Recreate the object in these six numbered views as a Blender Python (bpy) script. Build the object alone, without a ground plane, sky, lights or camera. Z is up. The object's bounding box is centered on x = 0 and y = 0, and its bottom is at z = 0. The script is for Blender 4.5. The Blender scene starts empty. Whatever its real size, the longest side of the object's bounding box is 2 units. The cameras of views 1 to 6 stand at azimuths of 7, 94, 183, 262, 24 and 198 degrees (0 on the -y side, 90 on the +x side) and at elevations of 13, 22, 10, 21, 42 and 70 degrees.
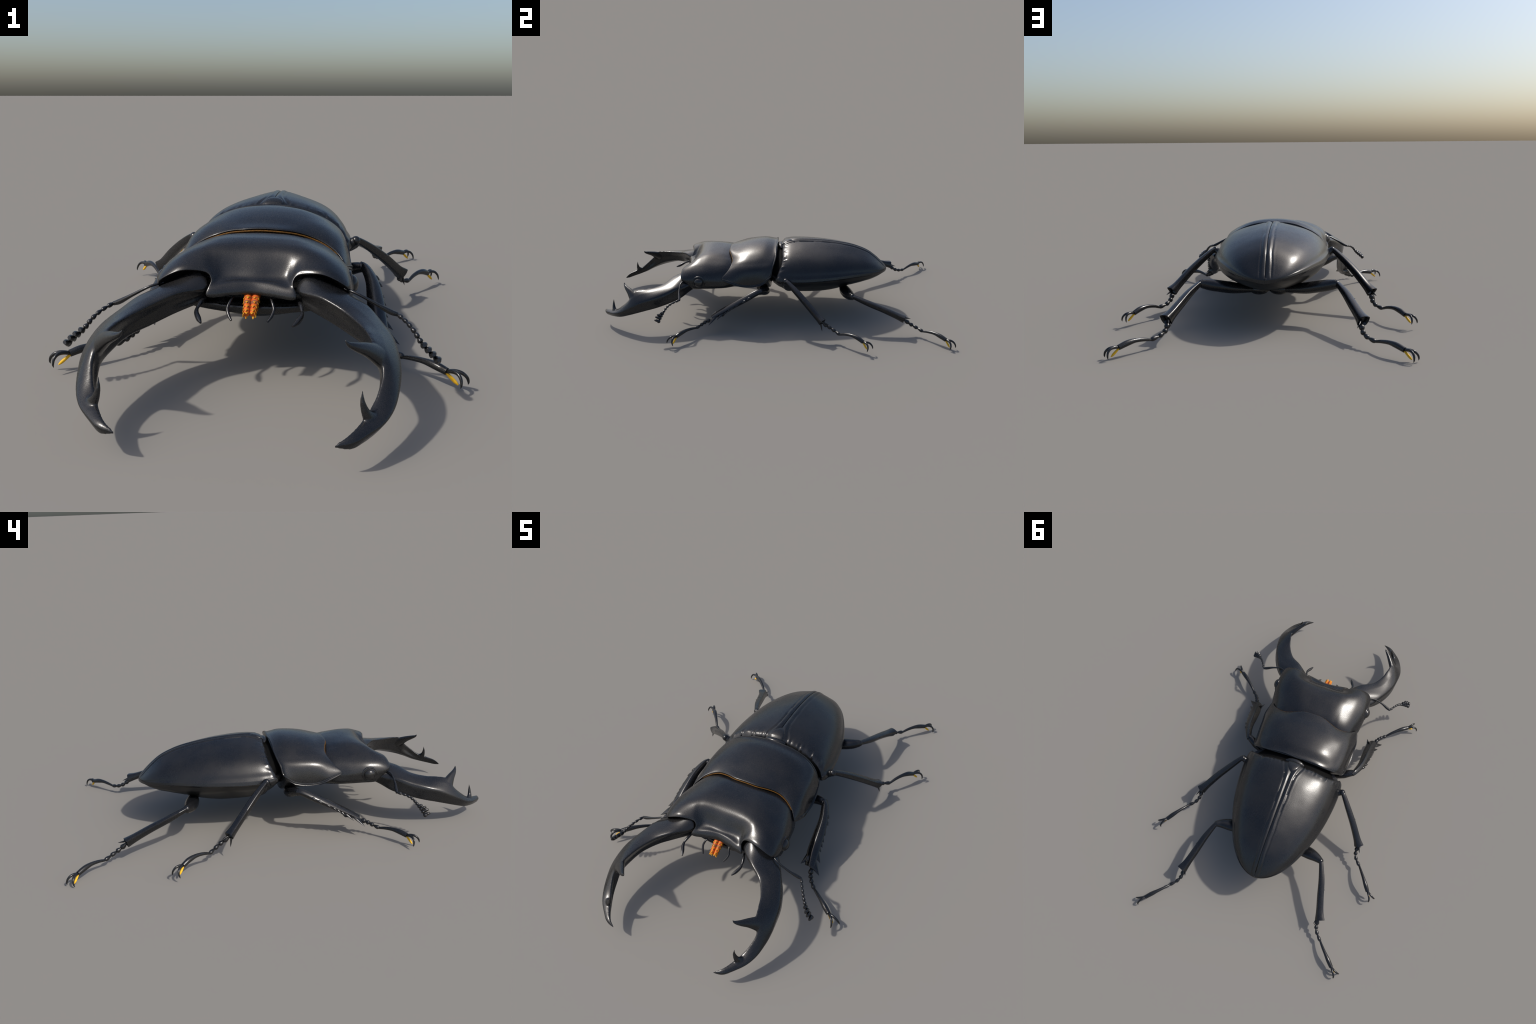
"""A black stag beetle with wide toothed mandibles, built part by part.
Head points to -y, body axis on x = 0, z up.  Everything on the right side (+x)
is described once and mirrored for the left side."""
import bpy, bmesh, math, random
import numpy as np
from mathutils import Vector, Matrix, noise

random.seed(7)
V = lambda *a: np.array(a, float)

# ------------------------------------------------------------------ materials
def chitin(name, base, rough, grain=1.0, coat=0.0, mottle=0.25, spec=0.5):
    m = bpy.data.materials.new(name); m.use_nodes = True
    nt = m.node_tree; N, L = nt.nodes, nt.links
    b = N["Principled BSDF"]
    tc = N.new("ShaderNodeTexCoord")
    n1 = N.new("ShaderNodeTexNoise"); n1.inputs["Scale"].default_value = 9; n1.inputs["Detail"].default_value = 6
    n2 = N.new("ShaderNodeTexNoise"); n2.inputs["Scale"].default_value = 320; n2.inputs["Detail"].default_value = 2
    vo = N.new("ShaderNodeTexVoronoi"); vo.inputs["Scale"].default_value = 260
    for n in (n1, n2, vo): L.new(tc.outputs["Object"], n.inputs["Vector"])
    cr = N.new("ShaderNodeValToRGB")
    lo = [c * (1 - mottle) * k for c, k in zip(base, (.92, 1, 1.10))]; hi = [c * (1 + mottle) * k for c, k in zip(base, (1.08, 1, .88))]
    cr.color_ramp.elements[0].position = 0.3; cr.color_ramp.elements[0].color = (*lo, 1)
    cr.color_ramp.elements[1].position = 0.7; cr.color_ramp.elements[1].color = (*hi, 1)
    L.new(n1.outputs["Fac"], cr.inputs["Fac"]); L.new(cr.outputs["Color"], b.inputs["Base Color"])
    mr = N.new("ShaderNodeMapRange")
    mr.inputs["From Min"].default_value = 0.3; mr.inputs["From Max"].default_value = 0.7
    mr.inputs["To Min"].default_value = rough - 0.04; mr.inputs["To Max"].default_value = rough + 0.04
    L.new(n2.outputs["Fac"], mr.inputs["Value"]); patch = N.new("ShaderNodeMath"); patch.operation = "MULTIPLY_ADD"; patch.inputs[1].default_value = 0.16
    sub = N.new("ShaderNodeMath"); sub.operation = "SUBTRACT"; sub.inputs[1].default_value = 0.08
    L.new(n1.outputs["Fac"], patch.inputs[0]); L.new(mr.outputs["Result"], patch.inputs[2])
    L.new(patch.outputs[0], sub.inputs[0]); L.new(sub.outputs[0], b.inputs["Roughness"])
    mix = N.new("ShaderNodeMath"); mix.operation = "MULTIPLY_ADD"; mix.inputs[1].default_value = 0.6
    L.new(vo.outputs["Distance"], mix.inputs[0]); L.new(n2.outputs["Fac"], mix.inputs[2])
    bu = N.new("ShaderNodeBump"); bu.inputs["Strength"].default_value = 0.085 * grain; bu.inputs["Distance"].default_value = 0.0012
    L.new(mix.outputs[0], bu.inputs["Height"]); L.new(bu.outputs["Normal"], b.inputs["Normal"])
    b.inputs["Specular IOR Level"].default_value = spec
    b.inputs["Coat Weight"].default_value = coat
    b.inputs["Coat Roughness"].default_value = 0.12
    return m

def plain(name, c0, c1, rough, scale=60, sss=0.0):
    m = bpy.data.materials.new(name); m.use_nodes = True
    nt = m.node_tree; N, L = nt.nodes, nt.links
    b = N["Principled BSDF"]; tc = N.new("ShaderNodeTexCoord")
    n = N.new("ShaderNodeTexNoise"); n.inputs["Scale"].default_value = scale; n.inputs["Detail"].default_value = 3
    cr = N.new("ShaderNodeValToRGB")
    cr.color_ramp.elements[0].position = .35; cr.color_ramp.elements[1].position = .65
    cr.color_ramp.elements[0].color = (*c0, 1); cr.color_ramp.elements[1].color = (*c1, 1)
    L.new(tc.outputs["Object"], n.inputs["Vector"]); L.new(n.outputs["Fac"], cr.inputs["Fac"])
    L.new(cr.outputs["Color"], b.inputs["Base Color"]); b.inputs["Roughness"].default_value = rough
    b.inputs["Specular IOR Level"].default_value = 0.25
    return m

BASE = (0.0105, 0.0108, 0.012)
M_SHELL = chitin("black_shell", BASE, 0.27)
M_CASE = chitin("wing_case_shell", BASE, 0.29, 1.0)
M_LIMB = chitin("limb_chitin", (0.0095, 0.0098, 0.011), 0.26, 1.0)
M_MAND = chitin("mandible_chitin", (0.0100, 0.0103, 0.0115), 0.28)
M_BELLY = chitin("belly_chitin", (0.0105, 0.0105, 0.0105), 0.36, 1.4)
M_CLAW = chitin("claw_chitin", (0.009, 0.0095, 0.0105), 0.24, 0.5)
M_DARK = chitin("waist_gap_black", (0.003, 0.003, 0.003), 0.8, 1.0, spec=0.1)
M_EYE = chitin("eye_lens", (0.016, 0.016, 0.017), 0.2, 0.3)
M_TONGUE = plain("tongue_orange", (0.44, 0.070, 0.008), (0.58, 0.12, 0.012), 0.5)
M_BAND = plain("tongue_brown", (0.16, 0.05, 0.025), (0.24, 0.08, 0.035), 0.6)
M_SCALE = plain("tongue_scale_yellow", (0.56, 0.17, 0.012), (0.52, 0.29, 0.015), 0.5, 140)
M_PAD = plain("claw_pad_amber", (0.78, 0.40, 0.012), (0.82, 0.50, 0.03), 0.45, 50)
M_FRINGE = plain("fringe_hair_amber", (0.05, 0.021, 0.003), (0.15, 0.066, 0.006), 0.7, 300)

# ------------------------------------------------------------------ mesh tools
def add(name, verts, faces, mat, parent=None, sharp=40, matrix=None, mirror=False):
    verts = np.asarray(verts, float)
    faces = [tuple(f) for f in faces]
    if mirror:
        verts = verts * V(-1, 1, 1); faces = [f[::-1] for f in faces]
    me = bpy.data.meshes.new(name)
    me.from_pydata([tuple(v) for v in verts], [], faces)
    bm = bmesh.new(); bm.from_mesh(me)
    bmesh.ops.remove_doubles(bm, verts=bm.verts, dist=1e-6)
    bmesh.ops.recalc_face_normals(bm, faces=bm.faces)
    bm.to_mesh(me); bm.free()
    me.shade_smooth()
    if sharp: me.set_sharp_from_angle(angle=math.radians(sharp))
    me.materials.append(mat)
    return put(name, me, parent, matrix)

def put(name, me, parent=None, matrix=None):
    ob = bpy.data.objects.new(name, me)
    bpy.context.scene.collection.objects.link(ob)
    if parent is not None: ob.parent = parent
    if matrix is not None: ob.matrix_local = matrix
    return ob

def catmull(P, n, closed=False, round_=1.0):
    """points through P (k,3), n steps per span; round_ < 1 flattens the spans."""
    P = np.asarray(P, float); k = len(P); out = []
    spans = k if closed else k - 1
    for i in range(spans):
        p1, p2 = P[i], P[(i + 1) % k]
        if closed: p0, p3 = P[i - 1], P[(i + 2) % k]
        else:
            p0 = P[i - 1] if i > 0 else 2 * p1 - p2
            p3 = P[i + 2] if i + 2 < k else 2 * p2 - p1
        for s in range(n):
            t = s / n
            c = 0.5 * (2 * p1 + (p2 - p0) * t + (2 * p0 - 5 * p1 + 4 * p2 - p3) * t * t + (3 * p1 - p0 - 3 * p2 + p3) * t ** 3)
            out.append(round_ * c + (1 - round_) * (p1 + (p2 - p1) * t))
    if not closed: out.append(P[-1])
    return np.array(out)

def grid_faces(r, c, wrap):
    f = []
    for i in range(r - 1):
        for j in range(c if wrap else c - 1):
            k = (j + 1) % c
            f.append((i * c + j, i * c + k, (i + 1) * c + k, (i + 1) * c + j))
    return f

def cap(verts, faces, ring):
    i = len(verts); verts.append(np.mean([verts[k] for k in ring], axis=0))
    for a, b in zip(ring, ring[1:] + ring[:1]): faces.append((a, b, i))

def loft(rings, nr=1, nc=1, round_c=1.0, caps=True):
    """closed rings of control points -> verts, faces, interpolated both ways."""
    R = np.array([catmull(r, nc, True, round_c) if nc > 1 else np.asarray(r, float) for r in rings])
    if nr > 1:
        R = np.array([catmull(R[:, j], nr) for j in range(R.shape[1])]).transpose(1, 0, 2)
    r, c = R.shape[:2]
    v = [p for p in R.reshape(-1, 3)]; f = grid_faces(r, c, True)
    if caps:
        cap(v, f, list(range(c))); cap(v, f, list(range((r - 1) * c, r * c)))
    return v, f

def tube(path, rad, nseg=14, n=6, side=None, flat=1.0, caps=True, ridge=1.0, hollow=0.0, wide=None):
    """swept tube: rad gives radius (or (across, thick)) at each path point."""
    P = catmull(path, n)
    rr = np.array([r if hasattr(r, "__len__") else (r, r * flat) for r in rad], float)
    R = catmull(np.c_[rr, np.zeros(len(rr))], n)[:, :2]
    T = np.gradient(P, axis=0); T /= np.linalg.norm(T, axis=1)[:, None]
    ref = V(0, 0, 1) if side is None else np.asarray(side, float)
    rings = []
    for p, t, (ra, rb) in zip(P, T, R):
        s = np.cross(t, ref) if wide is None else np.asarray(wide, float) - t * np.dot(wide, t)
        if np.linalg.norm(s) < 1e-4: s = np.cross(t, V(1, 0, 0))
        s /= np.linalg.norm(s); u = np.cross(s, t)
        a = np.arange(nseg) * 2 * math.pi / nseg
        ca, sa = (np.sign(w) * np.abs(w) ** ridge for w in (np.cos(a), np.sin(a)))
        rings.append(p + np.outer(ca, s) * max(ra, 1e-5) + np.outer(sa, u) * max(rb, 1e-5))
    if hollow:                                # sunken end face
        c = rings[-1].mean(axis=0)
        rings.append(c + (rings[-1] - c) * .80 - T[-1] * hollow * .2)
        rings.append(c + (rings[-1] - c) * .65 - T[-1] * hollow)
    return loft(rings, caps=caps)

def join(*parts):
    v, f = [], []
    for pv, pf in parts:
        o = len(v); v += list(pv); f += [tuple(i + o for i in q) for q in pf]
    return v, f

def ellipsoid(c, r, nu=24, nv=14, rot=None):
    rings = []
    for i in range(nv + 1):
        a = -math.pi / 2 + math.pi * (0.02 + 0.96 * i / nv)
        t = np.arange(nu) * 2 * math.pi / nu
        p = np.c_[np.cos(t) * math.cos(a) * r[0], np.sin(t) * math.cos(a) * r[1], np.full(nu, math.sin(a) * r[2])]
        if rot is not None: p = p @ np.array(rot).T
        rings.append(p + np.asarray(c, float))
    return loft(rings)

def fuse(name, parts, mat, parent, voxel, smooth, mirror=False):
    """weld overlapping solids into one skin (voxel remesh) and relax it."""
    v, f = join(*parts)
    tmp = add(name, v, f, mat, mirror=mirror, sharp=0)
    m = tmp.modifiers.new("Remesh", "REMESH"); m.mode = "VOXEL"; m.voxel_size = voxel; m.use_smooth_shade = True
    s = tmp.modifiers.new("Smooth", "SMOOTH"); s.iterations = smooth; s.factor = 0.5
    dg = bpy.context.evaluated_depsgraph_get(); dg.update()
    me = bpy.data.meshes.new_from_object(tmp.evaluated_get(dg))
    old = tmp.data; bpy.data.objects.remove(tmp); bpy.data.meshes.remove(old)
    me.name = name; me.shade_smooth()
    return put(name, me, parent)

def mirror_ring(half):
    """half profile from top middle to bottom middle -> closed ring."""
    h = [V(*p) for p in half]
    return h + [p * V(-1, 1, 1) for p in h[-2:0:-1]]

def interp(x, table):
    xs, ys = zip(*table); return np.interp(x, xs, ys)

def smooth_table(table, n=12):
    P = catmull([(a, b, 0) for a, b in table], n)
    return lambda x: np.interp(x, P[:, 0], P[:, 1])

def frame(origin, z, x_hint):
    z = V(*z); z /= np.linalg.norm(z); x = V(*x_hint) - z * np.dot(z, x_hint)
    x /= np.linalg.norm(x); y = np.cross(z, x)
    m = Matrix.Identity(4)
    for i in range(3):
        m[i][0], m[i][1], m[i][2], m[i][3] = x[i], y[i], z[i], origin[i]
    return m

# ------------------------------------------------------------------ root
beetle = bpy.data.objects.new("stag_beetle", None)
bpy.context.scene.collection.objects.link(beetle)
beetle["label"] = "black stag beetle with long curved toothed mandibles"
beetle["category"] = "stag beetle"
SIDES = (False, True)          # False: +x side, True: mirrored

# ------------------------------------------------------------------ head
# half sections: mid top, front plate, lobe, neck, socket arch, brow, corner,
# side, lower side, underside, mid underside
head_sections = [
    [(0, -.215, .345), (.05, -.215, .343), (.09, -.215, .338), (.12, -.215, .331), (.15, -.215, .325), (.19, -.215, .308), (.225, -.215, .285), (.235, -.215, .25), (.210, -.215, .212), (.085, -.215, .155), (0, -.215, .124)],
    [(0, -.27, .366), (.05, -.27, .364), (.09, -.268, .360), (.12, -.266, .354), (.15, -.265, .347), (.193, -.268, .329), (.230, -.278, .300), (.254, -.285, .25), (.236, -.275, .210), (.085, -.27, .157), (0, -.27, .125)],
    [(0, -.335, .373), (.05, -.335, .372), (.09, -.335, .370), (.12, -.335, .365), (.155, -.335, .354), (.208, -.338, .331), (.247, -.34, .298), (.266, -.34, .252), (.244, -.335, .209), (.09, -.335, .160), (0, -.335, .131)],
    [(0, -.395, .371), (.05, -.396, .371), (.09, -.398, .369), (.12, -.40, .366), (.155, -.402, .357), (.209, -.408, .336), (.257, -.41, .302), (.273, -.41, .255), (.249, -.40, .209), (.10, -.395, .166), (0, -.395, .143)],
    [(0, -.447, .350), (.05, -.448, .350), (.09, -.450, .351), (.12, -.453, .351), (.155, -.457, .349), (.207, -.467, .333), (.256, -.47, .300), (.273, -.47, .256), (.254, -.45, .209), (.12, -.45, .177), (0, -.45, .160)],
    [(0, -.490, .290), (.05, -.489, .289), (.088, -.491, .290), (.107, -.494, .301), (.137, -.501, .319), (.20, -.512, .321), (.252, -.508, .294), (.268, -.503, .260), (.250, -.465, .214), (.15, -.478, .190), (0, -.484, .180)],
    [(0, -.513, .276), (.05, -.518, .275), (.103, -.531, .268), (.107, -.516, .286), (.127, -.511, .306), (.19, -.526, .312), (.244, -.529, .289), (.262, -.515, .262), (.248, -.472, .218), (.15, -.490, .194), (0, -.502, .184)],
    [(0, -.524, .251), (.05, -.532, .248), (.121, -.544, .243), (.112, -.521, .280), (.130, -.511, .300), (.19, -.524, .306), (.241, -.527, .284), (.259, -.510, .258), (.243, -.466, .222), (.15, -.490, .210), (0, -.502, .205)],
    [(0, -.507, .240), (.05, -.509, .237), (.105, -.512, .237), (.107, -.495, .268), (.130, -.485, .289), (.19, -.490, .295), (.232, -.495, .275), (.247, -.485, .252), (.235, -.455, .226), (.15, -.468, .209), (0, -.475, .204)],
    [(0, -.455, .240), (.04, -.455, .240), (.08, -.455, .241), (.10, -.45, .255), (.13, -.44, .270), (.18, -.44, .272), (.21, -.44, .262), (.22, -.44, .245), (.21, -.43, .228), (.14, -.44, .214), (0, -.44, .210)],
]
v, f = loft([mirror_ring(s) for s in head_sections], 8, 7)
head = add("head", v, f, M_SHELL, beetle, sharp=55)

for mir in SIDES:
    # eye bulging from the side of the head, with its raised rim
    c = V(.268, -.424, .257)
    v, f = ellipsoid(c, (.022, .029, .027))
    add("eye", v, f, M_EYE, beetle, mirror=mir)
    a = np.linspace(0, 2 * math.pi, 25)[:-1]
    ring = [c + V(.002 - .006 * abs(math.sin(t)), .035 * math.cos(t), .033 * math.sin(t)) for t in a]
    v, f = tube(ring + [ring[0]], [.0055] * 25, 8, 2, side=(1, 0, 0))
    add("eye_rim", v, f, M_SHELL, beetle, mirror=mir)

# ------------------------------------------------------------------ mandibles
# per station: outer edge, upper inner edge, lower inner edge, lower outer edge
mand_stations = [   # the base stations add the crown of the rounded hinge head
    [(.245, -.430, .245), (.150, -.450, .275), (.150, -.445, .220), (.225, -.425, .212), (.185, -.430, .288)],
    [(.262, -.478, .247), (.130, -.500, .284), (.138, -.492, .220), (.238, -.462, .203), (.175, -.480, .297)],
    [(0.283, -0.510, 0.244), (0.124, -0.526, 0.262), (0.136, -0.526, 0.220), (0.256, -0.487, 0.192), (0.160, -0.504, 0.297)],
    [(0.312, -0.560, 0.238), (0.188, -0.585, 0.263), (0.200, -0.572, 0.200), (0.296, -0.525, 0.174), (0.225, -0.556, 0.269)],
    [(0.341, -0.615, 0.220), (0.249, -0.632, 0.242), (0.258, -0.607, 0.176), (0.335, -0.580, 0.160)],
    [(0.367, -0.680, 0.203), (0.286, -0.692, 0.232), (0.299, -0.667, 0.167), (0.364, -0.655, 0.142)],
    [(0.378, -0.740, 0.185), (0.304, -0.752, 0.229), (0.322, -0.727, 0.153), (0.372, -0.725, 0.125)],
    [(0.382, -0.790, 0.161), (0.316, -0.797, 0.219), (0.336, -0.782, 0.135), (0.372, -0.785, 0.108)],
    [(0.377, -0.835, 0.134), (0.337, -0.826, 0.177), (0.330, -0.830, 0.111), (0.363, -0.835, 0.091)],
    [(0.365, -0.880, 0.110), (0.327, -0.868, 0.139), (0.320, -0.873, 0.089), (0.345, -0.880, 0.074)],
    [(.342, -.925, .095), (.307, -.905, .110), (.304, -.911, .075), (.322, -.922, .066)],
    [(.307, -.964, .085), (.284, -.947, .096), (.283, -.951, .067), (.295, -.960, .061)],
    [(.275, -.991, .077), (.262, -.979, .087), (.260, -.981, .063), (.268, -.988, .059)],
    [(.234, -1.002, .071), (.233, -1.000, .074), (.233, -1.000, .068), (.234, -1.001, .067)],
]
def mandible_ring(s):
    o, u, l, b = (V(*p) for p in s[:4])
    mid = (o + u + l + b) / 4
    top = V(*s[4]) if len(s) > 4 else (o + u) / 2 + ((o + u) / 2 - mid) * .28
    inner = (u + l) / 2 + (mid - (u + l) / 2) * .12
    under = (l + b) / 2 + ((l + b) / 2 - mid) * .08
    outer = (b + o) / 2 + ((b + o) / 2 - mid) * .10
    return [o, top, u, inner, l, under, b, outer]
for mir in SIDES:
    parts = [loft([mandible_ring(s) for s in mand_stations], 10, 6, .75)]
    # the big inner tooth: a broad-based hook drawn out of the blade
    parts.append(tube([(.362, -.768, .163), (.334, -.790, .188), (.303, -.820, .214), (.278, -.846, .230), (.259, -.861, .242), (.2495, -.8655, .256)],
                      [(.044, .021), (.033, .0185), (.0205, .0135), (.0125, .0098), (.0066, .0058), (.001, .001)], 20, 8, wide=(-.15, -1, -.25)))
    # the small hooked tooth before the tip
    parts.append(tube([(.320, -.918, .086), (.311, -.922, .097), (.299, -.928, .114), (.291, -.929, .140), (.290, -.925, .167)],
                      [(.024, .012), (.0185, .0115), (.0115, .009), (.0062, .0055), (.001, .001)], 16, 8, wide=(-.7, -.7, -.1)))
    fuse("mandible", parts, M_MAND, beetle, .0027, 9, mir)

# ------------------------------------------------------------------ mouth parts
for mir in SIDES:
    v, f = join(tube([(.128, -.525, .232), (.136, -.550, .227), (.141, -.572, .217)], [.004, .0065, .0045], 10),
                tube([(.141, -.571, .218), (.140, -.588, .210), (.130, -.610, .201), (.120, -.630, .196)], [.004, .0065, .0075, .003], 10))
    add("maxillary_palp", v, f, M_LIMB, beetle, mirror=mir)
    v, f = tube([(.050, -.515, .238), (.058, -.533, .226), (.063, -.546, .211), (.058, -.560, .197), (.049, -.573, .186)],
                [.003, .004, .0045, .0045, .003], 10)
    add("labial_palp", v, f, M_LIMB, beetle, mirror=mir)
    # brush tongue: a tapering lobe with rows of pointed yellow scales
    p0, p1 = V(.0115, -.500, .244), V(.0085, -.569, .203)
    ax = (p1 - p0) / np.linalg.norm(p1 - p0)
    at = lambda t: p0 + (p1 - p0) * t
    rr = lambda t: float(np.interp(t, [0, .35, .7, 1], [.0118, .0112, .0098, .0078]))
    ts = [0, .15, .3, .45, .6, .75, .9, 1]
    v, f = tube([at(t) for t in ts], [rr(t) for t in ts], 16, 3)
    tongue = add("tongue", v, f, M_TONGUE, beetle, mirror=mir)
    s = np.cross(ax, V(0, 0, 1)); s /= np.linalg.norm(s); u = np.cross(s, ax)
    for a, b in ((.31, .345), (.47, .60), (.72, .745), (.88, .90)):      # brown skin between the scale rows
        v, f = tube([at(a), at(b)], [rr(a) + .0005, rr(b) + .0005], 16, 3)
        add("tongue_band", v, f, M_BAND, tongue, mirror=mir)
    for row, t in enumerate((.30, .50, .68, .85, .97)):
        for k in range(6):
            a = math.pi / 2 + (k - 2) * math.pi / 3 + (.1 if row % 2 else -.1)
            if math.cos(a) * s[0] < -.75: continue
            out = math.cos(a) * s + math.sin(a) * u
            tan = -math.sin(a) * s + math.cos(a) * u
            b = at(t) + out * rr(t) * .85
            tip = b + ax * .0095 + out * .0035
            v, f = tube([b, (b + tip) / 2 + out * .0008, tip], [(.0042, .0012), (.0032, .0011), (.0004, .0003)], 8, 3, side=out)
            add("tongue_scale", v, f, M_SCALE, tongue, mirror=mir)

# ------------------------------------------------------------------ antennae
for mir in SIDES:
    v, f = tube([(.250, -.505, .266), (.285, -.525, .258), (.335, -.527, .232), (.372, -.521, .211), (.392, -.518, .203)],
                [(.0042, .0038), (.004, .0038), (.0052, .005), (.0078, .0075), (.0062, .006)], 12)
    antenna = add("antenna", v, f, M_LIMB, beetle, mirror=mir)
    path = catmull([(.392, -.518, .204), (.412, -.553, .196), (.430, -.581, .181), (.450, -.602, .154), (.472, -.615, .134), (.494, -.625, .114)], 20)
    cum = np.r_[0, np.cumsum(np.linalg.norm(np.diff(path, axis=0), axis=1))]; cum /= cum[-1]
    pos = lambda t: V(*[np.interp(t, cum, path[:, i]) for i in range(3)])
    cuts = [0, .13, .25, .36, .46, .55, .63, .715, .80, .885, 1.0]
    for k, (a, b) in enumerate(zip(cuts[:-1], cuts[1:])):
        A, B = pos(a), pos(b); m = (A + B) / 2
        r = (.0066, .0060, .0062, .0066, .0070, .0076, .0082, .0086, .0090, .0096)[k]
        parts = [tube([A, A * .75 + B * .25, m, A * .2 + B * .8, B], [r * .45, r * .8, r, r * .95, r * .4], 12, 3)]
        if k >= 6:           # lamellae of the club, leaning up to one side
            ln = (.017, .026, .028, .025)[k - 6]
            d = V(.06, -.92, .36); d /= np.linalg.norm(d)
            parts.append(tube([m, m + d * ln * .55, m + d * ln], [(.0085, .0070), (.0098, .0074), (.0055, .0045)], 12, 4, side=B - A))
        v, f = join(*parts)
        add("antenna_segment", v, f, M_LIMB, antenna, mirror=mir)

# ------------------------------------------------------------------ pronotum
pro_sections = [  # mid top -> shoulder -> side margin -> prosternum
    [(0, -.230, .350), (.055, -.228, .347), (.105, -.220, .340), (.15, -.212, .325), (.19, -.215, .305), (.222, -.230, .283), (.240, -.250, .262), (.235, -.240, .240), (.11, -.22, .165), (0, -.22, .145)],
    [(0, -.252, .369), (.055, -.250, .366), (.105, -.236, .357), (.15, -.227, .342), (.19, -.233, .322), (.225, -.252, .298), (.250, -.280, .271), (.240, -.262, .250), (.10, -.23, .160), (0, -.23, .135)],
    [(0, -.259, .378), (.055, -.257, .375), (.105, -.242, .366), (.15, -.232, .351), (.19, -.239, .334), (.228, -.258, .310), (.256, -.288, .274), (.247, -.262, .246), (.10, -.23, .156), (0, -.23, .128)],
    [(0, -.220, .386), (.057, -.218, .383), (.11, -.208, .377), (.159, -.202, .363), (.205, -.206, .344), (.244, -.212, .314), (.271, -.229, .259), (.255, -.222, .234), (.085, -.20, .153), (0, -.20, .121)],
    [(0, -.165, .400), (.058, -.164, .397), (.113, -.161, .388), (.163, -.158, .374), (.211, -.158, .352), (.251, -.163, .316), (.271, -.180, .241), (.256, -.173, .224), (.085, -.16, .150), (0, -.16, .118)],
    [(0, -.105, .410), (.058, -.105, .407), (.114, -.104, .397), (.165, -.103, .379), (.211, -.102, .355), (.250, -.105, .319), (.270, -.118, .238), (.256, -.115, .222), (.085, -.10, .150), (0, -.10, .118)],
    [(0, -.045, .413), (.058, -.046, .410), (.114, -.047, .400), (.165, -.049, .381), (.207, -.052, .356), (.245, -.056, .323), (.266, -.062, .249), (.252, -.061, .230), (.09, -.05, .152), (0, -.05, .122)],
    [(0, .002, .4045), (.057, .001, .4015), (.112, .000, .3915), (.162, -.003, .3755), (.202, -.006, .356), (.236, -.015, .328), (.260, -.021, .277), (.243, -.024, .245), (.11, -.02, .160), (0, -.02, .138)],
    [(0, .020, .4045), (.057, .020, .4015), (.111, .019, .3915), (.160, .019, .373), (.200, .012, .351), (.230, .001, .324), (.248, -.007, .288), (.232, -.015, .255), (.12, -.01, .195), (0, -.01, .190)],
    [(0, .026, .394), (.055, .026, .392), (.108, .025, .383), (.156, .021, .366), (.195, .013, .345), (.224, .001, .319), (.240, -.007, .287), (.225, -.012, .26), (.12, -.005, .205), (0, -.005, .20)],
    [(0, .005, .380), (.05, .005, .377), (.095, .005, .367), (.135, .003, .350), (.165, .001, .33), (.19, -.002, .31), (.20, -.005, .285), (.19, -.005, .265), (.1, 0, .23), (0, 0, .225)],
]
v, f = loft([mirror_ring(s) for s in pro_sections], 8, 8)
thorax = add("pronotum", v, f, M_SHELL, beetle, sharp=60)

# beaded border that runs along the side and hind margins of the pronotum
half = [s for s in pro_sections[2:9]]
margin = [V(*s[6]) for s in half] + [V(*p) for p in (pro_sections[8][5], pro_sections[8][4], pro_sections[8][3], pro_sections[8][2], pro_sections[8][1])]
line = margin + [V(0, .024, .402)] + [p * V(-1, 1, 1) for p in margin[::-1]]
v, f = tube(line, [.0015] + [.0042] * (len(line) - 2) + [.0015], 8, 5)
add("pronotum_border", v, f, M_SHELL, thorax)
# amber hair fringe under the front edge
front = [V(*p) + V(0, -.0022, -.0082) for p in pro_sections[2][:6]]
front = [p * V(-1, 1, 1) for p in front[:0:-1]] + front
v, f = tube(front, [.001] + [.0026] * (len(front) - 2) + [.002], 8, 6)
add("pronotum_fringe", v, f, M_FRINGE, thorax)

# ------------------------------------------------------------------ wing cases
half_width = smooth_table([(.0, .235), (.03, .268), (.08, .277), (.15, .276), (.22, .269), (.30, .256), (.38, .236), (.46, .207), (.54, .170), (.60, .130), (.64, .090), (.665, .046), (.677, .0)])
rim_height = smooth_table([(.0, .280), (.05, .268), (.1, .263), (.2, .260), (.4, .261), (.5, .260), (.6, .253), (.65, .245), (.677, .239)])
crest = smooth_table([(.0, .400), (.05, .404), (.1, .416), (.15, .421), (.2, .421), (.3, .416), (.4, .403), (.476, .386), (.554, .355), (.606, .317), (.654, .268), (.677, .242)])
front_edge = smooth_table([(0, .046), (.06, .046), (.105, .051), (.15, .044), (.20, .030), (.235, .021), (.255, .024), (.265, .035), (.27, .048), (.30, .048)])
Y1 = .677
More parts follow.
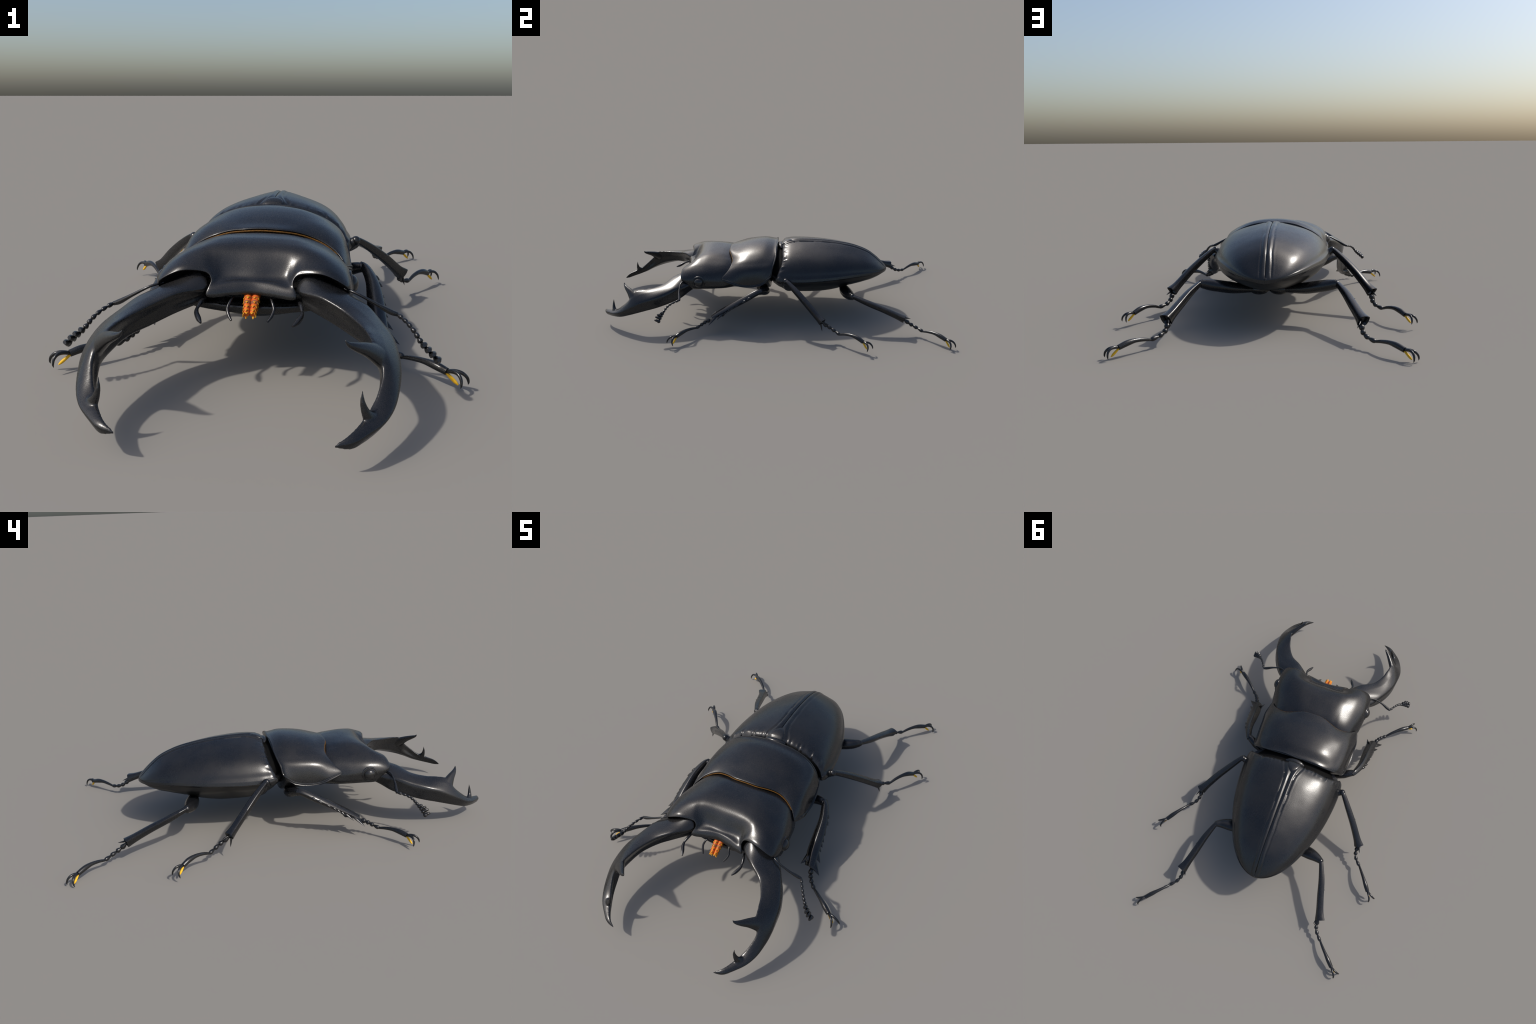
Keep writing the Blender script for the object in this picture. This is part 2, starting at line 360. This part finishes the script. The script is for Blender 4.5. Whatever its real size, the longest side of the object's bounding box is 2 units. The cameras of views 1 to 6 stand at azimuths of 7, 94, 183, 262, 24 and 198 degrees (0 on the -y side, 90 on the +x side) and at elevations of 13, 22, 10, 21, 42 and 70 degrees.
# knobs and pits strung along the front edge: (x, distance behind the edge, height)
LUMPS = [(.060, .020, .004, .007), (.071, .016, -.005, .006), (.086, .020, .003, .011), (.109, .018, .005, .006), (.118, .020, -.005, .006),
         (.128, .018, .004, .006), (.160, .018, .004, .012), (.181, .018, -.005, .006), (.190, .016, .005, .006), (.228, .018, .005, .006),
         (.237, .018, -.004, .006), (.254, .022, .003, .008)]   # x, behind the edge, height, width
NS, NT = 96, 130
def case_point(s, t):
    """s: 0 suture .. 1 side rim; t: 0 front .. 1 apex."""
    y0 = front_edge(min(s, 1) * .27)
    y = y0 + (Y1 - y0) * math.sin(t * math.pi / 2) ** .92
    a = half_width(y); w = s ** .9
    # even spacing over the dome
    q = math.sin(w * math.pi / 2)
    x = .0012 + (a - .0012) * q if a > .0012 else a * q
    zr, zt = rim_height(y), crest(y)
    back = min(1, max(0, (y - .1) / .4))              # more roof-like towards the rear
    c = .50 + .07 * back
    k = max(0.0, 1 - c * q ** (1.45 - .30 * back) - (1 - c) * q ** (7 + .5 * back))
    z = zr + (zt - zr) * k
    d = y - y0                              # distance behind the front edge
    # shoulder rolls over at the front edge
    z -= .034 * math.exp(-(d / .0075)) * (1 - .6 * q)
    # raised sutural band, flanked by a groove; widens round the scutellum
    g = .024 + .030 * math.exp(-max(0, y - .07) / .045)
    fade = min(1, max(0, (a - .02) / .05))
    edge = 1 + 1.6 * math.exp(-max(0, d - .01) / .08)
    g += .0012 * math.sin(y * 31) + .0008 * math.sin(y * 73 + 1)
    z += edge * fade * (.0024 * math.exp(-((x - g * .60) / .0065) ** 2) - .0023 * math.exp(-((x - g) / .0034) ** 2)
                 + .0004 * math.exp(-((x - g - .009) / .004) ** 2))
    z -= fade * .004 * math.exp(-(x / .004) ** 2)
    for bx, bd, amp, w in LUMPS:
        z += .8 * amp * math.exp(-((x - bx) / max(w, .006)) ** 2 - ((d - bd) / .010) ** 2)
    z += .0010 * noise.noise(Vector((x * 16, y * 11, 0))) * (1 - q ** 4)     # faint unevenness
    # flattened rim along the side
    z += .0035 * math.exp(-((q - .982) / .012) ** 2) - .003 * math.exp(-((q - .94) / .02) ** 2)
    return (x, y, z)
for mir in SIDES:
    pts = [case_point(j / NS, i / NT) for i in range(NT + 1) for j in range(NS + 1)]
    # lower lip: the rim folds under, and the inside roof closes the shell
    v = [V(*p) for p in pts]; f = grid_faces(NT + 1, NS + 1, False)
    inner = []
    for i in range(NT + 1):
        for j in range(NS + 1):
            x, y, z = pts[i * (NS + 1) + j]
            cx, cz = x * .965 + .0004, z - .010
            if j == NS: cx, cz = x * .985, z - .006
            inner.append(V(cx if j else x, y + (.004 if i == 0 else 0), cz if i < NT else z - .004))
    o = len(v); v += inner
    f += [tuple(q + o for q in face[::-1]) for face in grid_faces(NT + 1, NS + 1, False)]
    W = NS + 1
    for i in range(NT):
        for j in (0, NS):
            f.append((i * W + j, (i + 1) * W + j, o + (i + 1) * W + j, o + i * W + j))
    for j in range(NS): f.append((j, j + 1, o + j + 1, o + j))
    add("wing_case", v, f, M_CASE, beetle, sharp=50, mirror=mir)

# scutellum: small rounded shield between the wing cases, and the plate before it
sc = []
for y, w, z in ((.050, .030, .398), (.060, .033, .406), (.075, .031, .412), (.090, .025, .415), (.104, .016, .415), (.114, .006, .412)):
    t = np.linspace(0, 2 * math.pi, 25)[:-1]
    sc.append(np.c_[w * np.cos(t), np.full(24, y), z + np.where(np.sin(t) > 0, .006, .02) * np.sin(t)])
v, f = loft(sc, 4)
add("scutellum", v, f, M_SHELL, beetle)
core = []
for y, w, top, bot in ((-.03, .17, .36, .19), (.02, .210, .378, .175), (.05, .236, .378, .16), (.075, .245, .380, .15), (.12, .25, .37, .15)):
    t = np.linspace(0, 2 * math.pi, 41)[:-1]
    zc = .28
    core.append(np.c_[w * np.cos(t), np.full(40, y), zc + np.where(np.sin(t) > 0, top - zc, zc - bot) * np.sin(t)])
v, f = loft(core, 5)
add("mesothorax", v, f, M_DARK, beetle)
v, f = tube([(-.05, .050, .386), (-.03, .046, .394), (0, .044, .397), (.03, .046, .394), (.05, .050, .386)], [(.006, .004), (.012, .006), (.014, .007), (.012, .006), (.006, .004)], 12, 6)
add("mesonotum", v, f, M_SHELL, beetle)

# ------------------------------------------------------------------ underside
belly_low = smooth_table([(.0, .165), (.05, .136), (.12, .117), (.21, .113), (.29, .115), (.37, .129), (.43, .149), (.52, .174), (.58, .188), (.63, .210), (.66, .230), (.672, .241)])
bel = []
ys = np.r_[np.linspace(.0, .60, 60), np.linspace(.61, .672, 14)]
hull_front = catmull([(1, 0, 0), (.98, .10, 0), (.92, .24, 0), (.79, .42, 0), (.62, .65, 0), (.43, .86, 0), (.23, .97, 0), (0, 1, 0)], 5)   # across, down
hull_rear = catmull([(1, 0, 0), (.995, .15, 0), (.98, .32, 0), (.87, .52, 0), (.67, .72, 0), (.43, .89, 0), (.22, .98, 0), (0, 1, 0)], 5)
for y in ys:
    a = max(.004, (half_width(y) - .005) * (.94 if y < .06 else 1.0)); zr = rim_height(y) - .004; dep = zr - belly_low(y)
    seg = 0.0
    if y > .40:                               # overlapping abdominal plates
        seg = .006 * (((y - .40) / .052) % 1.0 - .5) * min(1, dep / .05)
    k = min(1, max(0, (y - .28) / .22)); hull = (hull_front * (1 - k) + hull_rear * k)[:, :2]
    low = [V(a * u, y, zr - (dep - seg * (1 - u)) * w) for u, w in hull]
    up = [V(a * .6, y, zr + .010), V(0, y, zr + .014)]
    side = up[::-1] + low
    bel.append(side + [p * V(-1, 1, 1) for p in side[-2:0:-1]])
v, f = loft(bel)
add("abdomen", v, f, M_BELLY, beetle, sharp=35)

# ------------------------------------------------------------------ legs
def unit_claw():
    """curved claw in the local xz plane: root at origin, tip at (1,0,0), bowing to +z."""
    return tube([(0, 0, 0), (.25, 0, .24), (.52, 0, .36), (.78, 0, .30), (.95, 0, .12), (1.0, 0, -.02)],
                [.095, .098, .086, .072, .05, .010], 10, 5)
v, f = unit_claw()
_tmp = add("claw", v, f, M_CLAW); CLAW = _tmp.data; bpy.data.objects.remove(_tmp)
def unit_bead():
    """tarsal segment, along +z from 0 to 1, narrow waist then swollen end."""
    return tube([(0, 0, 0), (0, 0, .2), (0, 0, .45), (0, 0, .7), (0, 0, .9), (0, 0, 1.02)], [.12, .17, .26, .30, .24, .10], 14, 4)
v, f = unit_bead()
_tmp = add("tarsal_segment", v, f, M_LIMB); BEAD = _tmp.data; bpy.data.objects.remove(_tmp)
v, f = tube([(0, 0, -.1), (0, 0, .15), (0, 0, .45), (0, 0, .75), (0, 0, 1)], [.10, .14, .16, .15, .06], 12, 4)
_tmp = add("claw_pad", v, f, M_PAD); PAD = _tmp.data; bpy.data.objects.remove(_tmp)
v, f = tube([(0, 0, -.1), (0, 0, .3), (0, 0, .7), (0, 0, 1)], [.13, .11, .065, .01], 10, 4)
_tmp = add("spur", v, f, M_CLAW); SPUR = _tmp.data; bpy.data.objects.remove(_tmp)

def flip(p, mir): p = V(*p); return p * V(-1, 1, 1) if mir else p

LEGS = {
    "hind": dict(
        femur=([(.045, .413, .148), (.085, .417, .150), (.12, .420, .153), (.17, .427, .158), (.23, .437, .168), (.268, .446, .175), (.300, .459, .183)],
               [(.015, .013), (.022, .016), (.029, .021), (.034, .026), (.033, .0265), (.026, .025), (.0165, .020)]),
        tibia=([(.300, .455, .187), (.313, .482, .179), (.339, .550, .158), (.362, .630, .132), (.384, .700, .107), (.400, .744, .092)],
               [(.012, .012), (.014, .0135), (.0185, .017), (.0205, .018), (.0225, .0195), (.030, .0235)]),
        lean=(.042, .007, .020), spike=[((.354, .588, .147), (.375, .596, .150), .008)],
        tarsus=[(.392, .744, .084), (.392, .768, .064), (.398, .790, .052), (.414, .815, .043), (.440, .841, .037)],
        seg5=[(.440, .841, .037), (.460, .866, .045), (.486, .895, .050), (.512, .922, .047), (.538, .949, .038)],
        claws=[(.588, .962, .004), (.565, .996, .006)], pad=(.563, .966, .006),
        spurs=[((.390, .742, .096), (.380, .781, .086)), ((.385, .738, .082), (.374, .772, .070))]),
    "middle": dict(
        femur=([(.060, .105, .150), (.11, .102, .165), (.17, .094, .192), (.225, .088, .228), (.268, .084, .260), (.290, .081, .274)],
               [(.018, .016), (.028, .026), (.034, .030), (.029, .026), (.020, .020), (.0145, .0155)]),
        tibia=([(.286, .077, .278), (.304, .094, .270), (.350, .145, .233), (.400, .200, .186), (.448, .258, .133), (.472, .287, .109)],
               [(.012, .0125), (.014, .014), (.0175, .0175), (.0195, .0185), (.0215, .0195), (.0285, .0235)]),
        lean=(.038, -.009, .021), spike=[((.386, .176, .205), (.407, .181, .204), .008)],
        tarsus=[(.469, .289, .102), (.467, .313, .084), (.472, .334, .072), (.486, .357, .060), (.512, .381, .054)],
        seg5=[(.512, .381, .054), (.531, .410, .066), (.554, .443, .072), (.577, .475, .068), (.598, .502, .056)],
        claws=[(.647, .519, .024), (.619, .551, .027)], pad=(.620, .521, .025),
        spurs=[((.476, .278, .098), (.486, .285, .061)), ((.473, .290, .110), (.489, .325, .099))]),
    "front": dict(
        femur=([(.090, -.080, .160), (.14, -.060, .163), (.20, -.045, .178), (.255, -.048, .198), (.288, -.060, .211), (.308, -.069, .216)],
               [(.020, .020), (.028, .025), (.029, .026), (.025, .023), (.0205, .0195), (.0175, .0165)]),
        tibia=([(.308, -.058, .220), (.322, -.085, .216), (.341, -.145, .189), (.349, -.215, .153), (.354, -.285, .114), (.364, -.342, .082)],
               [(.0135, .0145), (.0165, .0165), (.0215, .0185), (.0265, .0185), (.0275, .017), (.0225, .014)]),
        lean=(.05, .01, .008),
        spike=[((.356, -.128, .196), (.365, -.136, .193), .008), ((.363, -.155, .182), (.373, -.164, .178), .009),
               ((.366, -.195, .160), (.3775, -.206, .154), .010), ((.369, -.222, .145), (.3825, -.2325, .1375), .010),
               ((.371, -.242, .132), (.3855, -.2525, .1245), .0105), ((.373, -.262, .119), (.387, -.270, .111), .010),
               ((.370, -.288, .107), (.400, -.309, .085), .017), ((.376, -.332, .085), (.417, -.357, .058), .020), ((.348, -.306, .098), (.3235, -.3505, .0845), .020)],
        tarsus=[(.374, -.348, .074), (.382, -.372, .067), (.391, -.388, .060), (.403, -.405, .052), (.423, -.425, .046)],
        seg5=[(.423, -.425, .046), (.446, -.448, .053), (.474, -.474, .057), (.503, -.499, .055), (.530, -.521, .048)],
        claws=[(.586, -.531, .019), (.560, -.569, .023)], pad=(.559, -.537, .018),
        spurs=[]),
}
for kind, L in LEGS.items():
    for mir in SIDES:
        path, rad = L["femur"]
        parts = [tube(path, rad, 18, 8)]
        parts.append(ellipsoid(path[0], (.045, .028, .024)))
        parts.append(ellipsoid(path[-1], (.0165, .0165, .017), 16, 10))
        v, f = join(*parts)
        leg = add("leg", v, f, M_LIMB, beetle, mirror=mir)
        path, rad = L["tibia"]
        parts = [tube(path, rad, 24, 8, wide=L["lean"], ridge=1.45, hollow=.014)]
        for a, b, w in L["spike"]:                  # thorns along the shin
            a, b = V(*a), V(*b); along = V(*path[-1]) - V(*path[-3]); along /= np.linalg.norm(along)
            m = a * .5 + b * .5 - along * .002
            parts.append(tube([a - (b - a) * .8, a, m, b], [(w, .008), (w, .0075), (w * .52, .0045), (.0006, .0006)], 12, 5, wide=along))
        v, f = join(*parts)
        add("tibia", v, f, M_LIMB, leg, mirror=mir)
        T = L["tarsus"]
        for p, q, fat in zip(T[:-1], T[1:], (.040, .037, .034, .032)):
            p, q = flip(p, mir), flip(q, mir); d = q - p; ln = np.linalg.norm(d)
            m = frame(p - d * .08, d, (0, 0, 1)) @ Matrix.Diagonal((fat, fat, ln * 1.12, 1))
            put("tarsal_segment", BEAD, leg, m)
        v, f = tube(L["seg5"], [.0055, .0072, .0088, .0118, .0108], 14, 6)
        add("claw_segment", v, f, M_LIMB, leg, mirror=mir)
        root, before = V(*L["seg5"][-1]), V(*L["seg5"][-2])
        fw = (root - before) / np.linalg.norm(root - before)
        for c in L["claws"]:
            r0 = flip(root - fw * .002, mir); c = flip(c, mir); d = c - r0; ln = np.linalg.norm(d)
            x = d / ln; up = V(0, 0, 1) + .8 * flip(fw, mir); z = up - x * np.dot(up, x); z /= np.linalg.norm(z); y = np.cross(z, x)
            m = Matrix.Identity(4)
            for i in range(3): m[i][0], m[i][1], m[i][2], m[i][3] = x[i], y[i], z[i], r0[i]
            put("claw", CLAW, leg, m @ Matrix.Diagonal((ln, ln * .95, ln * .95, 1)))
        a = flip(root + V(0, 0, -.005), mir); b = flip(L["pad"], mir); d = b - a; ln = np.linalg.norm(d)
        put("claw_pad", PAD, leg, frame(a, d, (0, 0, 1)) @ Matrix.Diagonal((.031, .031, ln, 1)))
        for a, b in L["spurs"]:
            a, b = flip(a, mir), flip(b, mir); d = b - a; ln = np.linalg.norm(d)
            put("spur", SPUR, leg, frame(a, d, (0, 0, 1)) @ Matrix.Diagonal((.040, .040, ln, 1)))
